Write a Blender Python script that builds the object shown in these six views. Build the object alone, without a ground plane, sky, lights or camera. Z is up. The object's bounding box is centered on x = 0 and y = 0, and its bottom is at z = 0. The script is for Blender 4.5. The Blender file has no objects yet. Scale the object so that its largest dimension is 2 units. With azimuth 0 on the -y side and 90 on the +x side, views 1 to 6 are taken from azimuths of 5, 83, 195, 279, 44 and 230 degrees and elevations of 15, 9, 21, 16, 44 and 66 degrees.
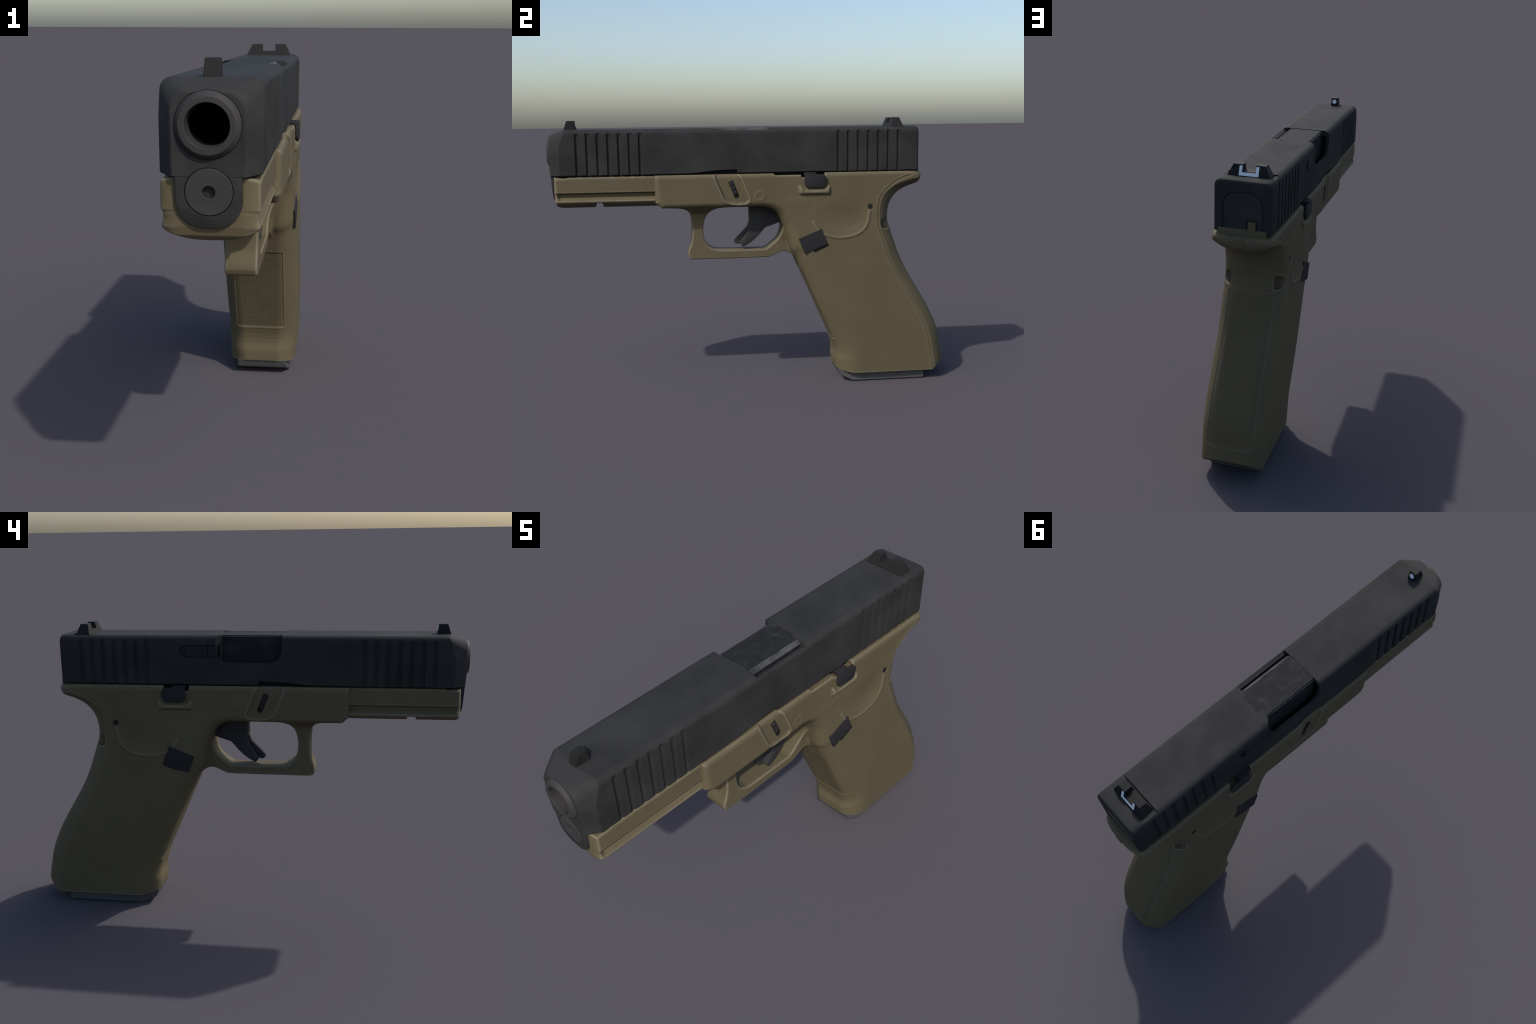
"""Semi-automatic pistol: black steel slide on a tan polymer frame, standing on its magazine.
Frame of reference: muzzle towards -y, grip heel towards +y, x is the width, z up."""
import bpy, bmesh, math
import numpy as np
from mathutils import Vector

# ------------------------------------------------------------------ materials
def new_mat(name):
    m = bpy.data.materials.new(name)
    m.use_nodes = True
    nt = m.node_tree
    return m, nt, nt.nodes, nt.links, nt.nodes["Principled BSDF"]

def math_node(nt, op, a, b=None, c=None, clamp=False):
    n = nt.nodes.new("ShaderNodeMath"); n.operation = op; n.use_clamp = clamp
    for i, v in enumerate((a, b, c)):
        if v is None: continue
        if isinstance(v, (int, float)): n.inputs[i].default_value = v
        else: nt.links.new(v, n.inputs[i])
    return n.outputs[0]

def noise(nt, vec, scale, detail=4, rough=.55):
    n = nt.nodes.new("ShaderNodeTexNoise")
    n.inputs["Scale"].default_value = scale
    n.inputs["Detail"].default_value = detail
    n.inputs["Roughness"].default_value = rough
    nt.links.new(vec, n.inputs["Vector"])
    return n.outputs["Fac"]

def ramp(nt, fac, stops):
    n = nt.nodes.new("ShaderNodeValToRGB")
    el = n.color_ramp.elements
    while len(el) < len(stops): el.new(.5)
    for e, (p, c) in zip(el, stops):
        e.position = p; e.color = (*c, 1)
    nt.links.new(fac, n.inputs[0])
    return n.outputs[0]

def mottled(name, dark, light, rough=.5, metallic=0., scale=5., stretch=(1, 1, 1), bump=0.,
            grain=220., spec=.10, edge_round=0.):
    """A painted or coated surface with faint cloudy smudges and fine grain."""
    m, nt, N, L, bs = new_mat(name)
    tc = N.new("ShaderNodeTexCoord"); mp = N.new("ShaderNodeMapping")
    mp.inputs["Scale"].default_value = stretch
    L.new(tc.outputs["Object"], mp.inputs["Vector"])
    f = noise(nt, mp.outputs[0], scale, 5)
    L.new(ramp(nt, f, [(.33, dark), (.68, light)]), bs.inputs["Base Color"])
    r = math_node(nt, "MULTIPLY_ADD", noise(nt, mp.outputs[0], scale * 2.3, 3), .16, rough - .08)
    L.new(r, bs.inputs["Roughness"])
    bs.inputs["Metallic"].default_value = metallic
    bs.inputs["Specular IOR Level"].default_value = spec
    nrm = None
    if edge_round:
        bv = N.new("ShaderNodeBevel"); bv.inputs["Radius"].default_value = edge_round
        nrm = bv.outputs[0]
    if bump:
        b = N.new("ShaderNodeBump"); b.inputs["Strength"].default_value = bump
        b.inputs["Distance"].default_value = .002
        L.new(noise(nt, tc.outputs["Object"], grain, 2), b.inputs["Height"])
        if nrm: L.new(nrm, b.inputs["Normal"])
        nrm = b.outputs[0]
    if nrm: L.new(nrm, bs.inputs["Normal"])
    return m

PALE_T, PALE_K = .506, 42.
TAN_D, TAN_L = (.0970, .0795, .0460), (.107, .0885, .0520)

def polymer_material():
    """Tan polymer: cloudy tint, waffle checkering on front strap and backstrap, faint pimples on the sides."""
    m, nt, N, L, bs = new_mat("tan_polymer")
    tc = N.new("ShaderNodeTexCoord"); co = tc.outputs["Object"]
    sep = N.new("ShaderNodeSeparateXYZ"); L.new(co, sep.inputs[0])
    X, Y, Z = sep.outputs
    base = ramp(nt, noise(nt, co, 4.5, 4), [(.35, TAN_D), (.66, TAN_L)])
    geo = N.new("ShaderNodeNewGeometry")
    nsep = N.new("ShaderNodeSeparateXYZ"); L.new(geo.outputs["True Normal"], nsep.inputs[0])
    ax = math_node(nt, "ABSOLUTE", X)
    # distance along the strap (grip axis leans back about 24 degrees)
    s = math_node(nt, "ADD", math_node(nt, "MULTIPLY", Z, .913), math_node(nt, "MULTIPLY", Y, -.407))
    k = 2 * math.pi / .0115
    wx = math_node(nt, "ABSOLUTE", math_node(nt, "SINE", math_node(nt, "MULTIPLY", X, k / 2)))
    ws = math_node(nt, "ABSOLUTE", math_node(nt, "SINE", math_node(nt, "MULTIPLY", s, k / 2)))
    waffle = math_node(nt, "MINIMUM", wx, ws)
    waffle = math_node(nt, "SMOOTH_MIN", waffle, .55, .2)
    def band(v, lo, hi):
        return math_node(nt, "MULTIPLY", math_node(nt, "GREATER_THAN", v, lo), math_node(nt, "LESS_THAN", v, hi))
    # the two strap panels: behind / in front of the grip's middle line
    mid = math_node(nt, "SUBTRACT", Y, math_node(nt, "MULTIPLY_ADD", Z, -.5, .80))
    front = math_node(nt, "MULTIPLY", math_node(nt, "MULTIPLY", band(Z, .232, .578), math_node(nt, "LESS_THAN", ax, .096)),
                      math_node(nt, "LESS_THAN", mid, 0.))
    back = math_node(nt, "MULTIPLY", math_node(nt, "MULTIPLY", band(Z, .185, .765), math_node(nt, "LESS_THAN", ax, .1)),
                     math_node(nt, "GREATER_THAN", mid, 0.))
    panel = math_node(nt, "MULTIPLY", math_node(nt, "ADD", front, back, clamp=True),
                      math_node(nt, "GREATER_THAN", math_node(nt, "ABSOLUTE", nsep.outputs[1]), .35))
    panel = math_node(nt, "MULTIPLY", panel, math_node(nt, "LESS_THAN", Z, .78))
    # pimples on the grip sides
    vo = N.new("ShaderNodeTexVoronoi"); vo.inputs["Scale"].default_value = 46
    vo.inputs["Randomness"].default_value = .35
    cx = N.new("ShaderNodeCombineXYZ"); L.new(Y, cx.inputs[1]); L.new(Z, cx.inputs[2])
    L.new(cx.outputs[0], vo.inputs["Vector"])
    dot = math_node(nt, "SMOOTH_MIN", vo.outputs["Distance"], .42, .2)
    side = math_node(nt, "MULTIPLY", band(Z, .14, .70),
                     math_node(nt, "GREATER_THAN", math_node(nt, "ABSOLUTE", nsep.outputs[0]), .97))
    side = math_node(nt, "MULTIPLY", side, math_node(nt, "GREATER_THAN", math_node(nt, "MULTIPLY_ADD", Z, .44, Y), .53))
    h = math_node(nt, "ADD", math_node(nt, "MULTIPLY", math_node(nt, "MULTIPLY", waffle, panel), .75),
                  math_node(nt, "MULTIPLY", math_node(nt, "MULTIPLY", dot, side), -.22))
    h = math_node(nt, "ADD", h, math_node(nt, "MULTIPLY", noise(nt, co, 260, 2), .10))
    b = N.new("ShaderNodeBump"); b.inputs["Strength"].default_value = .55
    b.inputs["Distance"].default_value = .003
    L.new(h, b.inputs["Height"]); L.new(b.outputs[0], bs.inputs["Normal"])
    # convex edges of the moulding are tinted a paler, greyer tan
    worn = math_node(nt, "MULTIPLY_ADD", geo.outputs["Pointiness"], PALE_K, -PALE_K * PALE_T, clamp=True)
    worn = math_node(nt, "MULTIPLY", worn, math_node(nt, "MULTIPLY_ADD", noise(nt, co, 14, 3), .8, .15, clamp=True))
    pale = N.new("ShaderNodeMix"); pale.data_type = "RGBA"
    L.new(worn, pale.inputs["Factor"]); L.new(base, pale.inputs["A"])
    pale.inputs["B"].default_value = (.185, .163, .118, 1)
    base = pale.outputs["Result"]
    # grooves of the checkering are darkened slightly in the base colour
    mx = N.new("ShaderNodeMix"); mx.data_type = "RGBA"; mx.blend_type = "MULTIPLY"
    L.new(math_node(nt, "MULTIPLY", math_node(nt, "MULTIPLY", math_node(nt, "SUBTRACT", .55, waffle, clamp=True), panel), .45),
          mx.inputs["Factor"])
    L.new(base, mx.inputs["A"]); mx.inputs["B"].default_value = (.45, .42, .38, 1)
    L.new(mx.outputs["Result"], bs.inputs["Base Color"])
    bs.inputs["Roughness"].default_value = .66
    bs.inputs["Specular IOR Level"].default_value = .13
    return m

def chamber_material():
    """Barrel hood: black finish, scuffed to bare steel in scratches."""
    m, nt, N, L, bs = new_mat("scuffed_chamber_steel")
    tc = N.new("ShaderNodeTexCoord"); mp = N.new("ShaderNodeMapping")
    mp.inputs["Scale"].default_value = (3.2, .8, 1.)
    mp.inputs["Rotation"].default_value = (0, 0, .12)
    L.new(tc.outputs["Object"], mp.inputs["Vector"])
    fine = noise(nt, tc.outputs["Object"], 26, 8, .7)
    streak = noise(nt, mp.outputs[0], 22, 6, .65)
    f = math_node(nt, "MULTIPLY", fine, streak)
    L.new(ramp(nt, f, [(.20, (.0165, .017, .018)), (.33, (.023, .0235, .0245)), (.48, (.060, .062, .064))]),
          bs.inputs["Base Color"])
    bs.inputs["Roughness"].default_value = .6
    bs.inputs["Specular IOR Level"].default_value = .05
    return m

M = {}
M["slide"] = mottled("black_slide_coating", (.0245, .0245, .0248), (.0365, .0365, .0368), .68, .0, 6.5, (1, .8, 1), .05, 300,
                     spec=.05, edge_round=.003)
M["tan"] = polymer_material()
M["tan_plain"] = mottled("tan_polymer_insert", TAN_D, TAN_L, .66, scale=4.5, spec=.13, edge_round=.004)
M["sight"] = mottled("black_sight_polymer", (.0150, .0150, .0150), (.0195, .0195, .0190), .6, edge_round=.002)
M["part"] = mottled("black_oxide_part", (.0205, .0192, .0213), (.0255, .0242, .0264), .6, edge_round=.002)
M["trigger"] = mottled("black_trigger_polymer", (.028, .028, .029), (.040, .040, .041), .5)
M["mag"] = mottled("grey_magazine_polymer", (.062, .063, .062), (.078, .079, .078), .5, scale=9, edge_round=.004)
M["barrel"] = mottled("dark_barrel_steel", (.033, .0315, .032), (.043, .0405, .041), .5, .0, 9)
M["bore"] = mottled("bore_black", (.004, .004, .004), (.006, .006, .006), .6)
M["rod"] = mottled("black_guide_rod", (.036, .036, .037), (.046, .046, .047), .5, scale=14)
M["plate"] = mottled("brushed_back_plate", (.026, .027, .031), (.038, .039, .044), .45, scale=7, stretch=(1, 1, 22))
M["chamber"] = chamber_material()
M["worn"] = mottled("worn_edge_steel", (.026, .027, .028), (.080, .082, .084), .6, .0, 30, (1, .6, 1))
M["white"] = mottled("white_sight_paint", (.72, .76, .80), (.80, .83, .86), .5)
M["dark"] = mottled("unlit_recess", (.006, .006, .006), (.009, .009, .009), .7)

# ------------------------------------------------------------------ mesh helpers
ROOT = bpy.data.objects.new("pistol", None)
bpy.context.scene.collection.objects.link(ROOT)
ROOT["label"] = "semi-automatic pistol with black slide and tan polymer frame"
ROOT["category"] = "pistol"

def add(name, mesh, mat, parent=None, smooth=35):
    if not mesh.materials: mesh.materials.append(mat)
    o = bpy.data.objects.new(name, mesh)
    bpy.context.scene.collection.objects.link(o)
    o.parent = parent or ROOT
    if smooth:
        mesh.shade_smooth(); mesh.set_sharp_from_angle(angle=math.radians(smooth))
    return o

def to_mesh(bm, name):
    bmesh.ops.recalc_face_normals(bm, faces=bm.faces)
    me = bpy.data.meshes.new(name); bm.to_mesh(me); bm.free()
    return me

def prism(name, pts, lo, hi, axis="x", bevel=0., seg=2, angle=30):
    """Extrude a closed outline along an axis. axis x: outline in (y,z); y: (x,z); z: (x,y)."""
    bm = bmesh.new()
    def place(p, t):
        return {"x": (t, p[0], p[1]), "y": (p[0], t, p[1]), "z": (p[0], p[1], t)}[axis]
    a = [bm.verts.new(place(p, lo)) for p in pts]
    b = [bm.verts.new(place(p, hi)) for p in pts]
    bm.faces.new(a); bm.faces.new(b[::-1])
    n = len(pts)
    for i in range(n):
        bm.faces.new((a[i], b[i], b[(i + 1) % n], a[(i + 1) % n]))
    bmesh.ops.recalc_face_normals(bm, faces=bm.faces)
    if bevel:
        ed = [e for e in bm.edges if e.calc_face_angle(0) > math.radians(angle)]
        bmesh.ops.bevel(bm, geom=ed, offset=bevel, segments=seg, affect="EDGES", clamp_overlap=True, profile=.5)
    return to_mesh(bm, name)

def box(name, x0, x1, y0, y1, z0, z1, bevel=0., seg=2):
    return prism(name, [(y0, z0), (y1, z0), (y1, z1), (y0, z1)], x0, x1, "x", bevel, seg)

def frustum(name, bottom, z0, top, z1, bevel=0.):
    bm = bmesh.new()
    a = [bm.verts.new((*p, z0)) for p in bottom]; b = [bm.verts.new((*p, z1)) for p in top]
    bm.faces.new(a); bm.faces.new(b[::-1]); n = len(a)
    for i in range(n): bm.faces.new((a[i], b[i], b[(i + 1) % n], a[(i + 1) % n]))
    bmesh.ops.recalc_face_normals(bm, faces=bm.faces)
    if bevel:
        bmesh.ops.bevel(bm, geom=list(bm.edges), offset=bevel, segments=2, affect="EDGES", clamp_overlap=True)
    return to_mesh(bm, name)

def lathe_y(name, prof, cz, n=40, closed=False):
    """Revolve (y, radius) points round the y-parallel axis at height cz."""
    bm = bmesh.new(); rings = []
    for y, r in prof:
        if r <= 0: rings.append([bm.verts.new((0, y, cz))]); continue
        rings.append([bm.verts.new((r * math.cos(2 * math.pi * i / n), y, cz + r * math.sin(2 * math.pi * i / n)))
                      for i in range(n)])
    for a, b in zip(rings, rings[1:]):
        for i in range(n):
            j = (i + 1) % n
            q = [a[i % len(a)], a[j % len(a)], b[j % len(b)], b[i % len(b)]]
            u = list(dict.fromkeys(q))
            if len(u) > 2: bm.faces.new(u)
    return to_mesh(bm, name)

def arc_pts(cx, cy, r, a0, a1, n):
    return [(cx + r * math.cos(math.radians(a0 + (a1 - a0) * i / n)),
             cy + r * math.sin(math.radians(a0 + (a1 - a0) * i / n))) for i in range(n + 1)]

def join_meshes(name, meshes):
    bm = bmesh.new()
    for me in meshes: bm.from_mesh(me); bpy.data.meshes.remove(me)
    me = bpy.data.meshes.new(name); bm.to_mesh(me); bm.free()
    return me

def cut(obj, meshes):
    """Subtract cutter meshes from an object (exact boolean), apply."""
    for me in meshes:
        c = bpy.data.objects.new("cutter", me); bpy.context.scene.collection.objects.link(c)
        md = obj.modifiers.new("cut", "BOOLEAN"); md.operation = "DIFFERENCE"; md.solver = "EXACT"; md.object = c
        dg = bpy.context.evaluated_depsgraph_get()
        res = bpy.data.meshes.new_from_object(obj.evaluated_get(dg))
        obj.modifiers.clear(); old = obj.data; obj.data = res; bpy.data.meshes.remove(old)
        bpy.data.objects.remove(c); bpy.data.meshes.remove(me)

def smooth_closed(pts, per=6, closed=True):
    """Catmull-Rom through control points; a third value 'c' marks a sharp corner."""
    n = len(pts); out = []
    rng = range(n if closed else n - 1)
    for i in rng:
        p1, p2 = pts[i], pts[(i + 1) % n]
        p0 = pts[i - 1] if (i > 0 or closed) else p1
        p3 = pts[(i + 2) % n] if (closed or i + 2 < n) else p2
        if len(p1) > 2: p0 = p1
        if len(p2) > 2: p3 = p2
        P0, P1, P2, P3 = (np.array(p[:2], float) for p in (p0, p1, p2, p3))
        for k in range(per):
            t = k / per
            out.append(tuple(.5 * (2 * P1 + (P2 - P0) * t + (2 * P0 - 5 * P1 + 4 * P2 - P3) * t * t
                                   + (3 * P1 - P0 - 3 * P2 + P3) * t ** 3)))
    if not closed: out.append(tuple(pts[-1][:2]))
    return out

# ------------------------------------------------------------------ SLIDE
HW, TOP, BOT = .1225, 1.310, 1.089          # half width, top and bottom height
RC = .027                                    # top corner radius

def section(hw=HW, top=TOP, bot=BOT, rc=RC, n_side=14, n_arc=10, n_top=8, rb=.004):
    """Half section from bottom centre round the +x side to top centre."""
    p = [(0, bot), (hw - rb, bot)]
    p += [(hw, bot + rb + (top - rc - bot - rb) * i / n_side) for i in range(n_side + 1)]
    p += arc_pts(hw - rc, top - rc, rc, 0, 90, n_arc)[1:]
    p += [((hw - rc) * (1 - i / n_top), top) for i in range(1, n_top + 1)]
    return p

def nose_face(z):
    """Front plane of the slide: upright above, leaning back below the muzzle."""
    return -.9870 + .065 * max(0., 1.14 - z)

def build_slide():
    base = section()
    rings = []            # list of (list of (x, y, z)) half sections
    def ring(y, lim=None, sec=None):
        s = sec or base
        def fade(z):                       # serrations run out under the rounded shoulder
            t = min(1, max(0, (z - 1.280) / .019)); return t * t * (3 - 2 * t)
        rings.append([(min(x, lim + (HW - lim) * fade(z)) if lim else x, y, z) for x, z in s])
    # --- rear edge rounding
    for y, i in ((.839, .014), (.8375, .008), (.834, .0035), (.829, .001), (.823, 0)):
        ring(y, None, section(HW - i * .55, TOP - i * 1.2, BOT + i * .35, RC - i * .2))
    stations = []
    for i in range(7):
        stations.append(.4185 + .0511 * i)
        stations.append(-.8595 + .0502 * i)
    for y0 in sorted(stations, reverse=True):
        ring(y0 + .0190); ring(y0 + .0172, .1160); ring(y0 + .0012, .1145); ring(y0)
    # --- nose: rim line, then the bevelled front
    def rim_y(x, z):
        if z < 1.225: return -.936
        if z < TOP - 1e-4:
            t = (z - 1.225) / (TOP - 1.225); return -.936 + .030 * t
        return -.906 - .017 * (1 - abs(x) / (HW - RC))
    rings.append([(x, rim_y(x, z), z) for x, z in base])
    nose = section(.088, 1.284, BOT, .048, rb=.001)
    def face_y(z): return nose_face(z) + .002
    for t, e in ((.5, .0012), (1., 0)):
        rings.append([(xa + (xb - xa) * t + (e if xa > .05 else 0) * .7,
                       rim_y(xa, za) + (face_y(zb) - rim_y(xa, za)) * t,
                       za + (zb - za) * t + (e * .6 if za > 1.28 else 0))
                      for (xa, za), (xb, zb) in zip(base, nose)])
    rings.append([(x * .955, face_y(z) - .002, z - (.004 if z > 1.2 else 0)) for x, z in nose])
    bm = bmesh.new(); R = []
    for h in rings:
        full = h + [(-x, y, z) for x, y, z in h[-2:0:-1]]
        R.append([bm.verts.new(v) for v in full])
    n = len(R[0])
    for a, b in zip(R, R[1:]):
        for i in range(n): bm.faces.new((a[i], a[(i + 1) % n], b[(i + 1) % n], b[i]))
    bm.faces.new(R[0]); bm.faces.new(R[-1][::-1])
    o = add("slide", to_mesh(bm, "slide"), M["slide"], smooth=0)
    # --- ejection port: open over the top, deep on the -x side, a thin wall left on +x
    port = [(.086, 1.40), (.086, 1.214)] + arc_pts(.062, 1.214, .024, 0, -90, 5)[1:] \
        + arc_pts(-.126, 1.250, .060, -90, -180, 8) + [(-.186, 1.40)]
    cutters = [prism("c", port, -.3, .0985, "x"),
               prism("c", [(.08, 1.2850), (.13, 1.3045), (.13, 1.4), (.08, 1.4)], -.186, .086, "y"),
               box("c", -.107, .0985, -.25, .0855, 1.11, 1.283),
               box("c", -.0495, .0495, .05, .1055, 1.27, 1.4)]
    cutters.append(port_slant())
    # extractor slot with round rear end
    slot = [(.05, 1.2125), (.249, 1.2125)] + arc_pts(.249, 1.2405, .028, -90, 90, 10)[1:] + [(.05, 1.2685)]
    cutters.append(prism("c", slot, -.3, -.1105, "x"))
    # relief along the lower edge
    relief = [(-.35, 1.05), (-.0815, 1.05), (-.0815, 1.108), (-.15, 1.107), (-.22, 1.1025), (-.28, 1.095), (-.35, 1.0885)]
    cutters += [prism("c", relief, .085, .2, "x"), prism("c", relief, -.2, -.085, "x")]
    # dovetail for the rear sight
    cutters.append(prism("c", [(.6985, 1.3045), (.7025, 1.33), (.776, 1.33), (.776, 1.3062), (.76, 1.3045)], -.2, .2, "x"))
    # recess for the back plate
    cutters.append(prism("c", plate_outline(.0), .832, .9, "y"))
    RZ = 1.0535
    cutters.append(lathe_y('c', [(-1.2, 0), (-1.2, .0575), (-.96, .0575), (-.96, 0)], RZ, 48))
    cutters.append(lathe_y('c', [(-1.2, 0), (-1.2, .0785), (-.70, .0785), (-.70, 0)], 1.2075, 48))
    cut(o, cutters)
    o.data.shade_smooth(); o.data.set_sharp_from_angle(angle=math.radians(15))
    return o

def port_slant():
    """The port's rear edge is cut away at a slant towards the outside."""
    return prism("c", [(-.086, .084), (-.13, .1175), (-.13, .05), (-.086, .05)], 1.2135, 1.42, "z")

def plate_outline(g):
    w = .0845 - g; top = 1.263 - g; r = .058
    return [(-w, 1.06), (w, 1.06)] + arc_pts(w - r, top - r, r, 0, 90, 8) + arc_pts(-w + r, top - r, r, 90, 180, 8)

slide = build_slide()

# back plate: brushed, with a scored square and a window for the frame's lug
pl = add("back_plate", prism("back_plate", plate_outline(.0026), .815, .8378, "y", .0008, 1), M["plate"], slide)
cut(pl, [box("c", -.062, -.0165, .830, .9, 1.05, 1.1495),
         box("c", .032, .0335, .8365, .9, 1.112, 1.1495), box("c", .0705, .0735, .835, .9, 1.108, 1.1495),
         box("c", .032, .0735, .8368, .9, 1.148, 1.1495), box("c", -.09, .09, .8372, .9, 1.1565, 1.158)])
pl.data.shade_smooth(); pl.data.set_sharp_from_angle(angle=math.radians(32))
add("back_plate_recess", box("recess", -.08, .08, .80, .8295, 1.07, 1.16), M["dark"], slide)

# sights
fs = add("front_sight", frustum("front_sight", [(-.0195, -.922), (.0195, -.922), (.0195, -.857), (-.0195, -.857)], 1.300,
         [(-.0175, -.904), (.0175, -.904), (.0175, -.866), (-.0175, -.866)], 1.353, .0012), M["sight"], slide)
def sight_dot():
    bm = bmesh.new(); n = 24
    ny = Vector((0, .053, .009)).normalized()      # the sloping rear face
    c = Vector((0, -.8627, 1.3335)); up = Vector((0, -ny.z, ny.y))
    r = [[bm.verts.new(c + ny * d + up * (.0118 * math.sin(2 * math.pi * i / n)) + Vector((.0118 * math.cos(2 * math.pi * i / n), 0, 0)))
          for i in range(n)] for d in (-.002, .0014)]
    bm.faces.new(r[1]); bm.faces.new(r[0][::-1])
    for i in range(n): bm.faces.new((r[0][i], r[0][(i + 1) % n], r[1][(i + 1) % n], r[1][i]))
    return to_mesh(bm, "sight_dot")
add("sight_dot", sight_dot(), M["white"], slide)

rs = add("rear_sight", frustum("rear_sight", [(-.0925, .7695), (.0925, .7695), (.0925, .703), (-.0925, .703)], 1.3035,
         [(-.0685, .7505), (.0685, .7505), (.0685, .7165), (-.0685, .7165)], 1.3535, .0006), M["sight"], slide)
cut(rs, [box("c", -.0275, .0275, .6, .8, 1.326, 1.4)])
rs.data.shade_smooth(); rs.data.set_sharp_from_angle(angle=math.radians(20))
def sight_outline():
    """White U round the notch, lying on the sloping rear face."""
    t, wi, zi = .0125, .029, 1.3235
    outer, z0, z1 = wi + t, zi - t, 1.3485
    def fy(z): return .7695 + (.7505 - .7695) * (z - 1.3035) / .05 + .0012
    bm = bmesh.new()
    for x0, x1, a, b in ((-outer, -wi, z0, z1), (wi, outer, z0, z1), (-wi, wi, z0, zi)):
        v = [[bm.verts.new((x, fy(z) - d, z)) for x, z in ((x0, a), (x1, a), (x1, b), (x0, b))] for d in (0, .003)]
        bm.faces.new(v[0]); bm.faces.new(v[1][::-1])
        for i in range(4): bm.faces.new((v[0][i], v[0][(i + 1) % 4], v[1][(i + 1) % 4], v[1][i]))
    return to_mesh(bm, "sight_outline")
add("sight_outline", sight_outline(), M["white"], slide)

# extractor: two stepped bars lying in the slot
extractor = add("extractor", join_meshes("extractor", [
    prism("e", [(.1485, 1.2145), (.246, 1.2145), (.246, 1.2665), (.1485, 1.2665)], -.1218, -.105, "x", .0012, 1),
    prism("e", [(.0875, 1.2145), (.1465, 1.2145), (.1465, 1.2665), (.0875, 1.2665)], -.1206, -.100, "x", .0012, 1)]),
    M["part"], slide)
cut(extractor, [port_slant()])
extractor.data.shade_smooth(); extractor.data.set_sharp_from_angle(angle=math.radians(30))

# ------------------------------------------------------------------ BARREL
BZ = 1.2075
barrel = add("barrel", lathe_y("barrel", [(-.90, .0778), (-.9865, .0778), (-.9880, .0770), (-.9990, .0675), (-1.0, .0655), (-1.0, .0535),
             (-.9985, .0522), (-.955, .0495)], BZ, 32), M["barrel"], smooth=22)
add("bore", lathe_y("bore", [(-.956, .0496), (-.94, .0488), (-.72, .048), (-.72, 0)], BZ, 36), M["bore"], barrel)
def hood():
    L, R = -.0845, .0865
    prof = [(L, 1.15), (R, 1.15), (R, 1.2955), (R - .0135, 1.3080), (L + .008, 1.3080), (L, 1.3010)]
    main = prism("h", prof, -.1845, .0845, "y", .0006, 1)
    tab = box("h", -.0478, .0478, .07, .1035, 1.285, 1.3078, .0006, 1)
    return join_meshes("barrel_hood", [main, tab])
hd = add("barrel_hood", hood(), M["chamber"], barrel, 15)
# bare-metal edges of the hood: slim worn strips along its rims
def strip(a, b, n, w=.0016, h=.0012):
    a, b, n = Vector(a), Vector(b), Vector(n).normalized()
    d = (b - a).normalized(); s = d.cross(n).normalized()
    bm = bmesh.new(); k = 14; rng = np.random.default_rng(int(abs(a.x * 7e3) + abs(a.y * 9e3)))
    rows = []
    for i in range(k + 1):
        p = a.lerp(b, i / k); ww = w * (.55 + .8 * rng.random())
        rows.append([bm.verts.new(p + s * ww - n * h * .8), bm.verts.new(p + s * ww * .6 + n * h * .45),
                     bm.verts.new(p - s * ww * .6 + n * h * .45), bm.verts.new(p - s * ww - n * h * .8)])
    for r0, r1 in zip(rows, rows[1:]):
        for j in range(4): bm.faces.new((r0[j], r0[(j + 1) % 4], r1[(j + 1) % 4], r1[j]))
    bm.faces.new(rows[0]); bm.faces.new(rows[-1][::-1])
    return to_mesh(bm, "strip")
T = 1.3080
rim = [strip((.073, -.183, T), (.073, .083, T), (.5, 0, 1), .0022), strip((.0865, -.183, 1.2955), (.0865, .083, 1.2955), (1, 0, .6), .002),
       strip((-.0765, -.183, T), (-.0765, .083, T), (-.3, 0, 1), .0014), strip((-.0845, -.183, 1.3010), (-.0845, .083, 1.3010), (-1, 0, .5), .001),
       strip((-.076, -.1838, T), (.073, -.1838, T), (0, -.3, 1), .0011), strip((-.076, .0838, T), (-.049, .0838, T), (0, .3, 1), .0012),
       strip((.049, .0838, T), (.073, .0838, T), (0, .3, 1), .0012), strip((-.047, .103, 1.3078), (.047, .103, 1.3078), (0, .3, 1), .0012),
       strip((-.0474, .085, 1.3078), (-.0474, .103, 1.3078), (-.3, 0, 1), .0012), strip((.0474, .085, 1.3078), (.0474, .103, 1.3078), (.3, 0, 1), .0012)]
chamf = prism("ch", [(.0733, 1.3073), (.0862, 1.2952), (.0871, 1.2962), (.0741, 1.3083)], -.183, .083, "y")
add("worn_hood_edge", join_meshes("worn_hood_edge", rim + [chamf]), M["worn"], barrel, 30)

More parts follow.
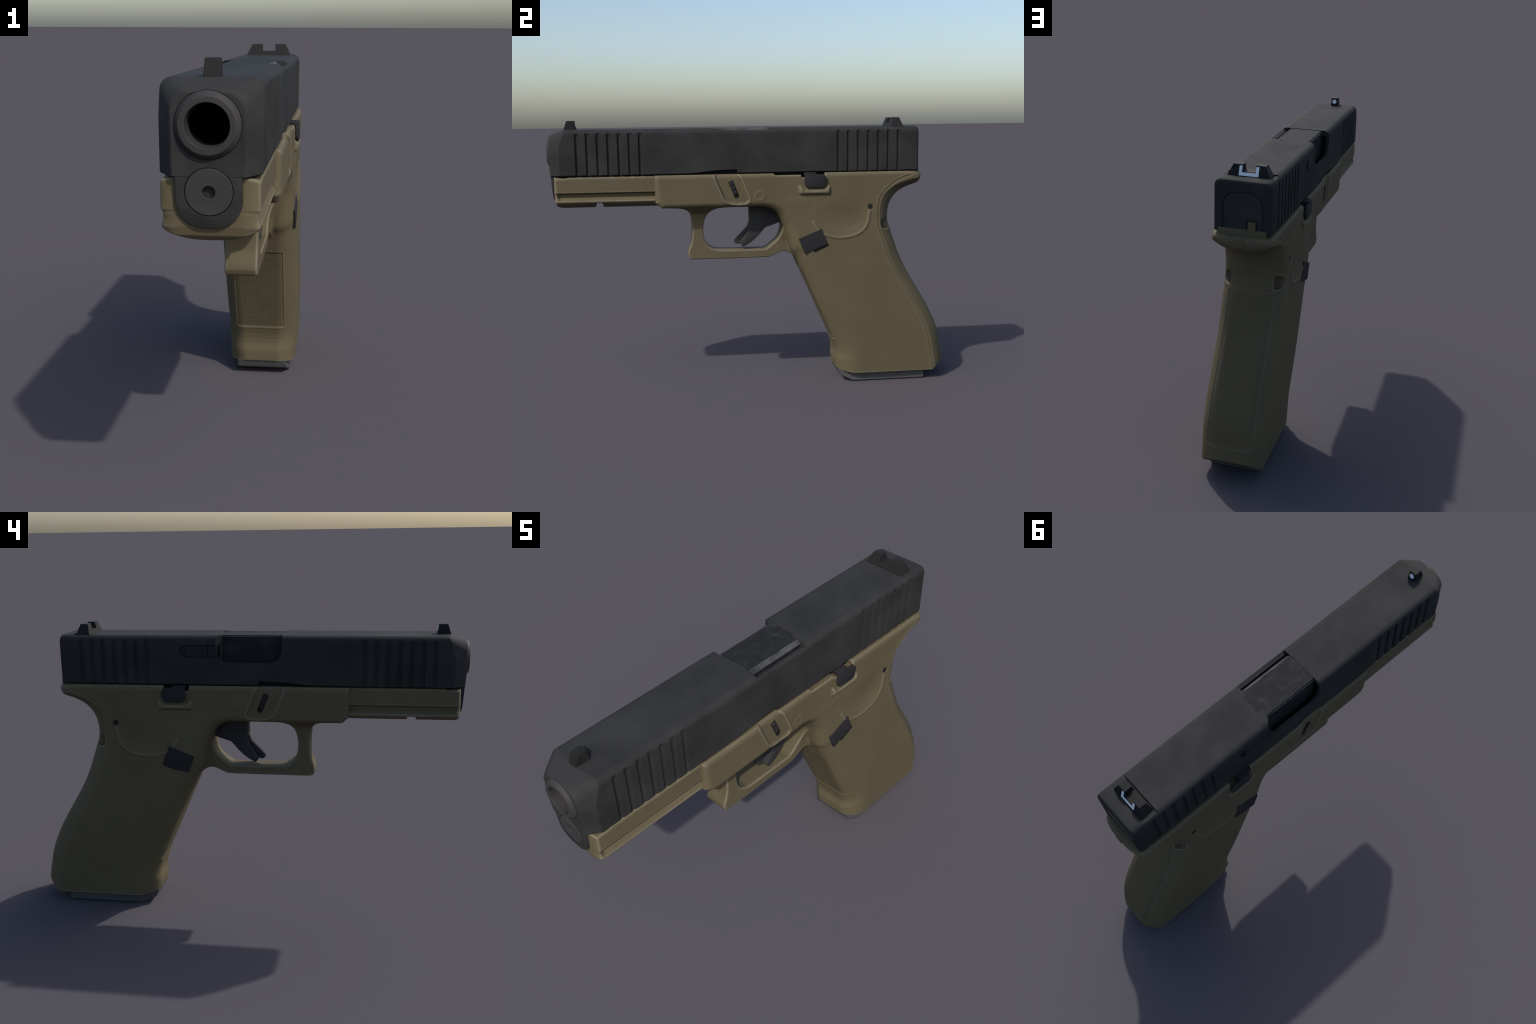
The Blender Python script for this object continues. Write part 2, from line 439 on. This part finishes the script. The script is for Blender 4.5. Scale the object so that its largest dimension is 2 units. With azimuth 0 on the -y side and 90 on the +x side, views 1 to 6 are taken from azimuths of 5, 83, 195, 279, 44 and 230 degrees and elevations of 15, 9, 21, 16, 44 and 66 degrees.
# ------------------------------------------------------------------ GUIDE ROD
def housing():
    """Dust-cover nose of the slide that carries the guide rod: a U-shaped lug."""
    w, r, zb = .0785, .066, .9665
    pts = [(w, 1.105)] + arc_pts(w - r, zb + r, r, 0, -90, 10) + arc_pts(-w + r, zb + r, r, -90, -180, 10) + [(-w, 1.105)]
    me = prism("guide_rod_housing", pts, -.974, -.88, "y", .002, 2)
    for v in me.vertices:                         # the face leans back with the slide's nose
        if v.co.y < -.95: v.co.y += .974 + nose_face(v.co.z) + .0003
    return me
hs = add("guide_rod_housing", housing(), M["slide"], slide)
RZ = 1.0535
lean = .065
def on_face(me):
    for v in me.vertices: v.co.y += lean * (RZ - v.co.z)
    return me
face0 = nose_face(RZ) - .0012
cut(hs, [on_face(lathe_y("c", [(face0 - .02, 0), (face0 - .02, .0575), (face0 + .012, .0575), (face0 + .012, 0)], RZ, 48))])
hs.data.shade_smooth(); hs.data.set_sharp_from_angle(angle=math.radians(32))
rod = add("guide_rod", on_face(lathe_y("guide_rod", [(face0 + .03, .0560), (face0 + .002, .0560), (face0, .0545), (face0, .0158),
          (face0 + .002, .0148), (face0 + .02, .0146)], RZ, 48)), M["rod"], smooth=30)
add("guide_rod_bore", on_face(lathe_y("guide_rod_bore", [(face0 + .006, .0147), (face0 + .03, .0145), (face0 + .03, 0)], RZ, 32)), M["dark"], rod)

# ------------------------------------------------------------------ FRAME (one smooth polymer moulding)
# Built as a signed-distance solid from side profiles, widths and edge radii, then skinned.
H = .0036
xs = np.arange(-.176, .1761, H, dtype=np.float32)
ys = np.arange(-.99, 1.0221, H, dtype=np.float32)
zs = np.arange(.022, 1.1241, H, dtype=np.float32)
YY, ZZ = np.meshgrid(ys, zs, indexing="ij")

def poly_sd(pts, radii=None):
    """Signed distance (negative inside) to a closed outline on the y-z grid, and the edge radius carried by the nearest side."""
    best = np.full(YY.shape, 1e9, np.float32); inside = np.zeros(YY.shape, bool)
    rad = np.zeros(YY.shape, np.float32); n = len(pts)
    for i in range(n):
        ay, az = pts[i]; by, bz = pts[(i + 1) % n]
        dy, dz = by - ay, bz - az; L2 = dy * dy + dz * dz + 1e-12
        t = np.clip(((YY - ay) * dy + (ZZ - az) * dz) / L2, 0, 1)
        d = (YY - ay - t * dy) ** 2 + (ZZ - az - t * dz) ** 2
        m = d < best; best[m] = d[m]
        if radii is not None:
            rr = radii[i] + (radii[(i + 1) % n] - radii[i]) * t; rad[m] = rr[m]
        if abs(dz) > 1e-9:
            c = ((az > ZZ) != (bz > ZZ)) & (YY < ay + (ZZ - az) * dy / dz)
            inside ^= c
    d = np.sqrt(best); d[inside] *= -1
    return d, rad

def blur(a, k=3, times=3):
    for _ in range(times):
        for ax in (0, 1):
            p = np.pad(a, [(k, k) if i == ax else (0, 0) for i in range(2)], mode="edge")
            c = np.cumsum(p, axis=ax, dtype=np.float64)
            c = np.concatenate([np.zeros_like(np.take(c, [0], ax)), c], ax)
            w = 2 * k + 1
            a = ((np.take(c, np.arange(w, c.shape[ax]), ax) - np.take(c, np.arange(0, c.shape[ax] - w), ax)) / w).astype(np.float32)
    return a

def line_d(pts):
    best = np.full(YY.shape, 1e9, np.float32)
    for (ay, az), (by, bz) in zip(pts, pts[1:]):
        dy, dz = by - ay, bz - az
        t = np.clip(((YY - ay) * dy + (ZZ - az) * dz) / (dy * dy + dz * dz + 1e-12), 0, 1)
        best = np.minimum(best, (YY - ay - t * dy) ** 2 + (ZZ - az - t * dz) ** 2)
    return np.sqrt(best)

def sstep(a, b, v):
    t = np.clip((v - a) / (b - a), 0, 1); return t * t * (3 - 2 * t)

def round_and(a, b, r):
    """Intersection of two solids with edge radius r."""
    u = np.maximum(a + r, 0); v = np.maximum(b + r, 0)
    return np.minimum(np.maximum(a, b), -r) + np.sqrt(u * u + v * v)

def oval_and(a, b, rx, ry, p=2.):
    """Intersection with an elliptical edge: rx deep from the first surface, ry from the second."""
    u = np.maximum(a + rx, 0) / rx; v = np.maximum(b + ry, 0) / ry
    scale = (rx * u + ry * v + 1e-6 * ry) / (u + v + 1e-6)
    return ((u ** p + v ** p) ** (1 / p) - 1) * scale

def smin(a, b, k):
    h = np.clip(.5 + .5 * (b - a) / k, 0, 1)
    return b + (a - b) * h - k * h * (1 - h)

# --- side profile of receiver and grip: (y, z, edge radius)
PROFILE = [(-.484, 1.085, .013, .022), (-.2, 1.085, .013, .024), (.2, 1.085, .013, .024), (.6, 1.085, .013, .022), (.79, 1.085, .014, .016),
           (.842, 1.083, .050, .020), (.861, 1.074, .085, .050), (.868, 1.057, .100, .068), (.864, 1.037, .100, .070), (.849, 1.020, .100, .072),
           (.806, 1.005, .105, .076), (.770, .988, .108, .079), (.742, .968, .112, .082), (.717, .935, .115, .084), (.702, .890, .115, .084),
           (.700, .830, .112, .080), (.721, .760, .082, .077), (.772, .620, .068, .075), (.861, .467, .068, .075), (.908, .387, .070, .076),
           (.949, .304, .074, .076), (.976, .228, .078, .075), (.993, .140, .080, .074), (1.0, .085, .080, .072), (.995, .030, .080, .072),
           (.985, -.08, .080, .072), (.436, -.08, .080, .130), (.428, .030, .080, .130), (.4245, .070, .080, .130), (.4215, .107, .078, .126),
           (.4165, .190, .075, .114), (.331, .391, .068, .092), (.248, .581, .066, .085), (.214, .662, .064, .078), (.190, .700, .064, .070),
           (.172, .760, .066, .064), (.155, .816, .066, .060), (.142, .846, .060, .055), (.124, .880, .052, .048), (.097, .905, .040, .038),
           (.060, .919, .030, .030), (.010, .922, .026, .026), (-.2, .922, .026, .026), (-.455, .923, .024, .024), (-.484, .950, .028, .034)]
CORNERS = {0, 4, 24, 25, 26, 43, 44}
ctrl = [(p[0], p[1], "c") if i in CORNERS else (p[0], p[1]) for i, p in enumerate(PROFILE)]
per = 5
outline = smooth_closed(ctrl, per)
def radii(col):
    out = []
    for i, p in enumerate(PROFILE):
        q = PROFILE[(i + 1) % len(PROFILE)]
        out += [p[col] + (q[col] - p[col]) * k / per for k in range(per)]
    return out
dA, rX = poly_sd(outline, radii(2))
_, rY = poly_sd(outline, radii(3))
rX, rY = blur(rX, 4, 2), blur(rY, 4, 2)

# --- half width over the side view
wA = .1365 + .0030 * sstep(.15, .5, YY) + .0035 * sstep(.92, .70, ZZ) * sstep(.1, .35, YY)
wA = wA - .004 * sstep(.35, .05, ZZ) - .004 * sstep(.66, .86, YY) * (ZZ > .9)
ARC = smooth_closed([(.583, .885), (.579, .865), (.574, .831), (.552, .795), (.508, .769), (.448, .758), (.405, .760), (.355, .774),
                     (.325, .792), (.298, .838)], 6, False)
dArc = line_d(ARC)
dT, _ = poly_sd(ARC + [(.298, 1.02), (.583, 1.02)])
dip = np.exp(-((YY - .47) / .13) ** 2 - ((ZZ - .845) / .075) ** 2)
wA -= .0090 * dip * sstep(.010, -.05, dT)                                              # hollow for the thumb above the ridge
wA += .0050 * np.exp(-(dArc / .0060) ** 2)                                             # moulded ridge below it
CREASE = smooth_closed([(.80, 1.066), (.74, 1.046), (.693, 1.015), (.645, .966), (.628, .899), (.629, .818), (.643, .774), (.671, .691),
                        (.709, .60), (.771, .489), (.841, .369), (.894, .248), (.922, .109), (.934, .02)], 5, False)
dCr = line_d(CREASE)
wA += .0034 * np.exp(-(dCr / .0085) ** 2) - .0068 * np.exp(-((dCr) / .0036) ** 2)                                   # seam of the backstrap
ring_r = np.hypot(YY - .029, ZZ - .976)
wA += .0026 * np.exp(-((ring_r - .021) / .0050) ** 2)                                  # moulded ring over a pin
wA -= .004 * (np.hypot(YY - .5875, ZZ - .910) < .0125)                                 # pin hole
PANEL = [(-.190, 1.12), (-.190, 1.068), (-.147, .962), (-.122, .943), (-.082, .936), (-.036, .940), (-.024, .954), (-.027, .968),
         (-.066, 1.064), (-.078, 1.078), (-.083, 1.12)]
dP, _ = poly_sd(PANEL)
wA -= .0095 * sstep(.002, -.006, dP)                                                   # recess for the take-down lever
wA += .0036 * np.exp(-((dP - .004) / .0040) ** 2) * (ZZ < 1.07)                        # with a raised rim
SHELF = [(.2235, 1.019), (.231, 1.020), (.254, 1.0035), (.352, 1.0035), (.373, 1.020), (.382, 1.017), (.382, .983),
         (.374, .978), (.234, .978), (.2235, .985)]
dS, _ = poly_sd(SHELF)
wA += .0125 * sstep(.003, -.007, dS)                                                   # ledge below the slide stop
wA = blur(wA, 1, 1)

# --- trigger guard
GUARD = smooth_closed([(-.42, .960, "c"), (-.405, .926, "c"), (-.375, .923), (-.345, .914), (-.319, .892), (-.309, .858), (-.306, .793),
                       (-.311, .742), (-.327, .697), (-.327, .673), (-.310, .656), (-.236, .6545), (.055, .6555), (.094, .662),
                       (.133, .679), (.155, .684), (.176, .681), (.200, .668), (.26, .64, "c"), (.28, .96, "c")], 5)
HOLE = smooth_closed([(.010, .9215, "c"), (-.140, .9215), (-.193, .911), (-.226, .887), (-.245, .851), (-.252, .808), (-.247, .759),
                      (-.232, .727), (-.208, .709), (-.178, .700), (-.074, .697), (.035, .697), (.067, .699), (.100, .722), (.133, .754),
                      (.150, .791), (.155, .816), (.142, .846), (.124, .880), (.097, .905), (.060, .919)], 5)
dG, _ = poly_sd(GUARD); dH, _ = poly_sd(HOLE); dH = dH + .0014
dG = np.maximum(dG, -dH)
wG = .0525 + .030 * sstep(.06, .19, YY) * sstep(.73, .84, ZZ) + .045 * sstep(.880, .925, ZZ)

# --- dust cover with accessory rail
DUST = [(-.967, 1.085), (-.4, 1.085), (-.4, .926), (-.931, .926), (-.950, .932), (-.962, .946), (-.968, .968), (-.969, 1.0)]
dD, rD = poly_sd(DUST,  [.013, .012, .012, .012, .018, .018, .016, .014])
SLOT = [(-.779, .90), (-.779, .950), (-.774, .9580), (-.743, .9580), (-.739, .950), (-.739, .90)]
dK, _ = poly_sd(SLOT)
zq = np.array([.90, .952, .966, .9865, .9885, 1.0035, 1.0055, 1.2])
wq = np.array([.1165, .1165, .1185, .1000, .0995, .1015, .1190, .1190])
wD = np.interp(ZZ, zq, wq).astype(np.float32)
endg = .32 + .68 * sstep(-.955, -.936, YY)                                        # the rail groove stops short of the nose
wD = wD * endg + np.where(ZZ > .96, .119, .1165) * (1 - endg)

def slope_norm(w):
    gy, gz = np.gradient(w, H); return 1 / np.sqrt(1 + np.minimum(gy * gy + gz * gz, 4))

nA, nD = slope_norm(wA), slope_norm(wD)
F = np.empty((len(xs),) + YY.shape, np.float32)
backside = (YY > .80 - .5 * ZZ)
pb = sstep(.150, .172, ZZ) * sstep(.790, .772, ZZ) * backside         # rear checkered panel
pf = sstep(.212, .230, ZZ) * sstep(.592, .580, ZZ) * ~backside        # front checkered panel
pw = 2 - .40 * blur((backside & (ZZ < .80)).astype(np.float32), 8, 2)   # the backstrap meets the flanks at a crease
foot = .0445 + .024 * np.clip((.515 - YY) / .10, 0, 1.2) ** 1.6 + .058 * np.clip((YY - .928) / .068, 0, 1.1)  # sole line, rising to toe and heel
notch = np.hypot(YY - .672, ZZ - .824) - .0305
for i, x in enumerate(xs):
    ax = abs(float(x))
    m = pb * float(sstep(.110, .101, ax)) + pf * float(sstep(.103, .094, ax))
    rec = .0024 * m - .0075 * m * (1 - m)                              # sunk panel with a raised border line
    a = oval_and((ax - wA) * nA, dA + rec, rX, rY, pw)
    a = round_and(a, foot - ZZ, np.float32(.003))                    # flat foot of the grip
    g = round_and(ax - wG, dG, np.float32(.007))
    f = smin(a, g, .018)
    f = np.maximum(f, -(dH + .0005))
    zb = .9275 + .031 * (ax / .117) ** 2.0                             # belly of the dust cover sags to the middle
    d = oval_and((ax - wD) * nD, dD, np.where(YY < -.9, .040, .012), rD)
    d = round_and(d, zb - ZZ, .006)
    d = np.maximum(d, -dK)
    d = np.maximum(d, -np.maximum(np.hypot(ZZ - 1.0535, ax) - .062, YY + .90))   # guide-rod tunnel
    f = np.minimum(f, d)
    if ax > .092:                                                     # openings below the slide-stop levers
        f = np.maximum(f, -np.maximum(np.maximum(.237 - YY, YY - .3565), 1.0625 - ZZ))
    if x > .07:                                                       # lowered ledge ahead of the lever, one side only
        f = np.maximum(f, -np.maximum(np.maximum(.098 + (1.085 - ZZ) - YY, YY - .30), 1.0755 - ZZ))
    f = np.maximum(f, -np.maximum(notch, .096 - ax))                  # notches in the upper backstrap
    F[i] = f
F = np.pad(F, 1, constant_values=.05)
ORG = np.array([xs[0] - H, ys[0] - H, zs[0] - H])

def surface_net(F, org, h):
    """Skin the zero level of a field: one vertex per crossing cell, one quad per crossing edge."""
    S = F < 0
    nx, ny, nz = F.shape
    occ = np.zeros((nx - 1, ny - 1, nz - 1), np.uint8)
    for i in (0, 1):
        for j in (0, 1):
            for k in (0, 1):
                occ += S[i:nx - 1 + i, j:ny - 1 + j, k:nz - 1 + k]
    act = (occ > 0) & (occ < 8)
    idx = np.full(act.shape, -1, np.int64); cells = np.argwhere(act)
    idx[act] = np.arange(len(cells))
    acc = np.zeros((len(cells), 3)); cnt = np.zeros(len(cells))
    corners = [(i, j, k) for i in (0, 1) for j in (0, 1) for k in (0, 1)]
    val = {c: F[cells[:, 0] + c[0], cells[:, 1] + c[1], cells[:, 2] + c[2]].astype(float) for c in corners}
    for c in corners:
        for axis in range(3):
            if c[axis]: continue
            e = list(c); e[axis] = 1; e = tuple(e)
            a, b = val[c], val[e]; m = (a < 0) != (b < 0)
            t = np.where(m, a / np.where(m, a - b, 1), 0)
            p = np.tile(np.array(c, float), (len(cells), 1)); p[:, axis] += t
            acc[m] += p[m]; cnt[m] += 1
    local = acc / cnt[:, None]
    # gradient inside each cell gives the vertex normal
    g = np.zeros_like(local)
    for axis in range(3):
        for c in corners:
            w = np.ones(len(cells))
            for q in range(3):
                if q == axis: continue
                w *= local[:, q] if c[q] else 1 - local[:, q]
            g[:, axis] += w * val[c] * (1 if c[axis] else -1)
    g /= np.linalg.norm(g, axis=1)[:, None] + 1e-12
    verts = (cells + local) * h + org
    quads = []
    for axis in range(3):
        sl0 = [slice(1, -1)] * 3; sl1 = [slice(1, -1)] * 3
        sl0[axis] = slice(0, -1); sl1[axis] = slice(1, None)
        A, B = S[tuple(sl0)], S[tuple(sl1)]
        e = np.argwhere(A != B); pos = e.copy()
        for q in range(3):
            if q != axis: pos[:, q] += 1
        u, v = (axis + 1) % 3, (axis + 2) % 3
        def cell(du, dv):
            p = pos.copy(); p[:, u] -= du; p[:, v] -= dv
            return idx[p[:, 0], p[:, 1], p[:, 2]]
        q = np.stack([cell(1, 1), cell(0, 1), cell(0, 0), cell(1, 0)], 1)
        flip = ~A[tuple(e.T)]
        q[flip] = q[flip][:, ::-1]
        quads.append(q)
    return verts, np.concatenate(quads), g

V, Q, G = surface_net(F, ORG, H)
del F

def frame_part(name, mask, parent=None):
    q = Q[mask]; used, inv = np.unique(q, return_inverse=True)
    me = bpy.data.meshes.new(name)
    me.from_pydata(V[used].tolist(), [], inv.reshape(-1, 4).tolist())
    me.shade_smooth()
    me.normals_split_custom_set_from_vertices(G[used].tolist())
    return add(name, me, M["tan"], parent, 0)

C = V[Q].mean(axis=1)
is_dust = C[:, 1] < -.484
is_guard = ~is_dust & (C[:, 2] < .915) & (C[:, 1] < .165 + .12 * (C[:, 2] < .70)) & (C[:, 1] < .19) & (np.abs(C[:, 0]) < .075)
is_guard |= ~is_dust & (C[:, 2] < .90) & (C[:, 1] < .12)
is_grip = ~is_dust & ~is_guard & (C[:, 2] < .93)
is_tail = ~is_dust & ~is_guard & ~is_grip & (C[:, 1] > .70)
frame = frame_part("frame", ~(is_dust | is_guard | is_grip | is_tail))
frame_part("accessory_rail", is_dust, frame)
frame_part("trigger_guard", is_guard, frame)
frame_part("grip", is_grip, frame)
frame_part("beavertail", is_tail, frame)

# rear wall of the frame behind the slide, its lug, and the nub on the tang
add("rear_frame_wall", join_meshes("rear_frame_wall", [
    box("w", -.103, .103, .80, .8455, 1.06, 1.1085, .003),
    box("w", -.0565, -.0235, .81, .8440, 1.09, 1.1425, .002)]), M["tan_plain"], frame)
add("tang_nub", box("tang_nub", -.014, .026, .83, .8715, 1.034, 1.071, .005, 3), M["tan_plain"], frame)
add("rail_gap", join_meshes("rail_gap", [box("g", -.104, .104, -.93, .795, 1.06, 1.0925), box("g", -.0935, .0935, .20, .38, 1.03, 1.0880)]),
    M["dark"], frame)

# ------------------------------------------------------------------ CONTROLS
TRIG = smooth_closed([(-.014, .935, "c"), (-.013, .86), (-.013, .83), (-.020, .800), (-.040, .768), (-.068, .733, "c"), (-.050, .7095, "c"),
                      (-.014, .7295), (.025, .762), (.050, .790), (.066, .807), (.090, .815), (.14, .832, "c"), (.15, .935, "c")], 5)
trigger = add("trigger", prism("trigger", TRIG, -.0385, .0385, "x", .006, 3, 50), M["trigger"])
BLADE = smooth_closed([(-.005, .86, "c"), (-.016, .835), (-.0235, .813, "c"), (-.0875, .748), (-.0925, .738), (-.088, .728), (-.076, .723, "c"),
                       (-.05, .735), (-.01, .79, "c")], 4)
add("trigger_safety", prism("trigger_safety", BLADE, -.014, .014, "x", .003, 2, 50), M["trigger"], trigger)

LEVER = [(.252, 1.078), (.252, 1.036)] + arc_pts(.274, 1.034, .022, 180, 270, 5) + arc_pts(.338, 1.032, .020, 270, 350, 4) \
    + [(.3635, 1.052), (.3605, 1.062), (.3475, 1.0775)]
def lever(s):
    a, b = sorted((s * .1375, s * .1505)); c, d = sorted((s * .10, s * .1500))
    return join_meshes("slide_stop_lever", [prism("l", LEVER, a, b, "x", .002, 2, 40),
                                            box("l", c, d, .2525, .3115, 1.0725, 1.0868, .0025)])
add("slide_stop_lever", lever(1), M["part"]); add("slide_stop_lever", lever(-1), M["part"])

CATCH = [(.221, .7565), (.337, .8045), (.371, .7195), (.365, .712), (.303, .689), (.299, .695), (.2505, .682)]
CATCH_R = [(.221, .7565), (.337, .8045), (.3685, .7285), (.2515, .6815)]
def catch(s):
    a, b = sorted((s * .115, s * .1448)); c, d = sorted((s * .115, s * .1478))
    return prism("magazine_catch", CATCH_R if s > 0 else CATCH, a, b, "x", .0012, 1)
add("magazine_catch", catch(1), M["part"]); add("magazine_catch", catch(-1), M["part"])
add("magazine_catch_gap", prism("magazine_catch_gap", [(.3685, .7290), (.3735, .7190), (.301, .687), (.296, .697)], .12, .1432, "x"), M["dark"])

def takedown(s):
    """Ridged take-down lever leaning in its recess."""
    o = Vector((0, -.1155, 1.0480)); u = Vector((0, .385, -.923)); n = Vector((0, .923, .385))
    bars = []
    for k in range(3):
        p = [o + u * (.0225 * k + e) + n * w for e, w in ((.0008, -.0095), (.0217, -.0095), (.0217, .0095), (.0008, .0095))]
        a, b = sorted((s * .11, s * (.1335 - .0012 * k)))
        bars.append(prism("b", [(q.y, q.z) for q in p], a, b, "x", .002, 2))
    return join_meshes("takedown_lever", bars)
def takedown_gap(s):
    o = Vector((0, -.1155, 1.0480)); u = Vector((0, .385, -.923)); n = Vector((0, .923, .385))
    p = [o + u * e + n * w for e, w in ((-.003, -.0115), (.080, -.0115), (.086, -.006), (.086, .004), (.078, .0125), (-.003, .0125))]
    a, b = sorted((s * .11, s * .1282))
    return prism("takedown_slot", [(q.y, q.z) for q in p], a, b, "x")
for s in (1, -1):
    t = add("takedown_lever", takedown(s), M["part"])
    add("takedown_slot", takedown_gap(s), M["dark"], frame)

def pin():
    bm = bmesh.new(); n = 24
    r = [[bm.verts.new((x, .5875 + .0122 * math.cos(2 * math.pi * i / n), .910 + .0122 * math.sin(2 * math.pi * i / n))) for i in range(n)]
         for x in (-.1385, .1385)]
    bm.faces.new(r[0]); bm.faces.new(r[1][::-1])
    for i in range(n): bm.faces.new((r[0][i], r[0][(i + 1) % n], r[1][(i + 1) % n], r[1][i]))
    return to_mesh(bm, "frame_pin")
add("frame_pin", pin(), M["sight"])

# ------------------------------------------------------------------ MAGAZINE FLOOR PLATE
def floor_plate():
    prof = [(.430, .066), (.444, .030), (.506, .0), (.881, .0), (.888, .010), (.874, .060)]
    bm = bmesh.new()
    def hw(y): return .1175 - .030 * max(0, (.50 - y) / .085) ** 2
    stations = [(y, z) for y, z in prof]
    a = [bm.verts.new((hw(y), y, z)) for y, z in prof]; b = [bm.verts.new((-hw(y), y, z)) for y, z in prof]
    bm.faces.new(a); bm.faces.new(b[::-1]); n = len(prof)
    for i in range(n): bm.faces.new((a[i], b[i], b[(i + 1) % n], a[(i + 1) % n]))
    bmesh.ops.recalc_face_normals(bm, faces=bm.faces)
    bmesh.ops.bevel(bm, geom=[e for e in bm.edges if e.calc_face_angle(0) > .5], offset=.003, segments=2, affect="EDGES", clamp_overlap=True)
    return to_mesh(bm, "magazine_floor_plate")
add("magazine_floor_plate", floor_plate(), M["mag"])
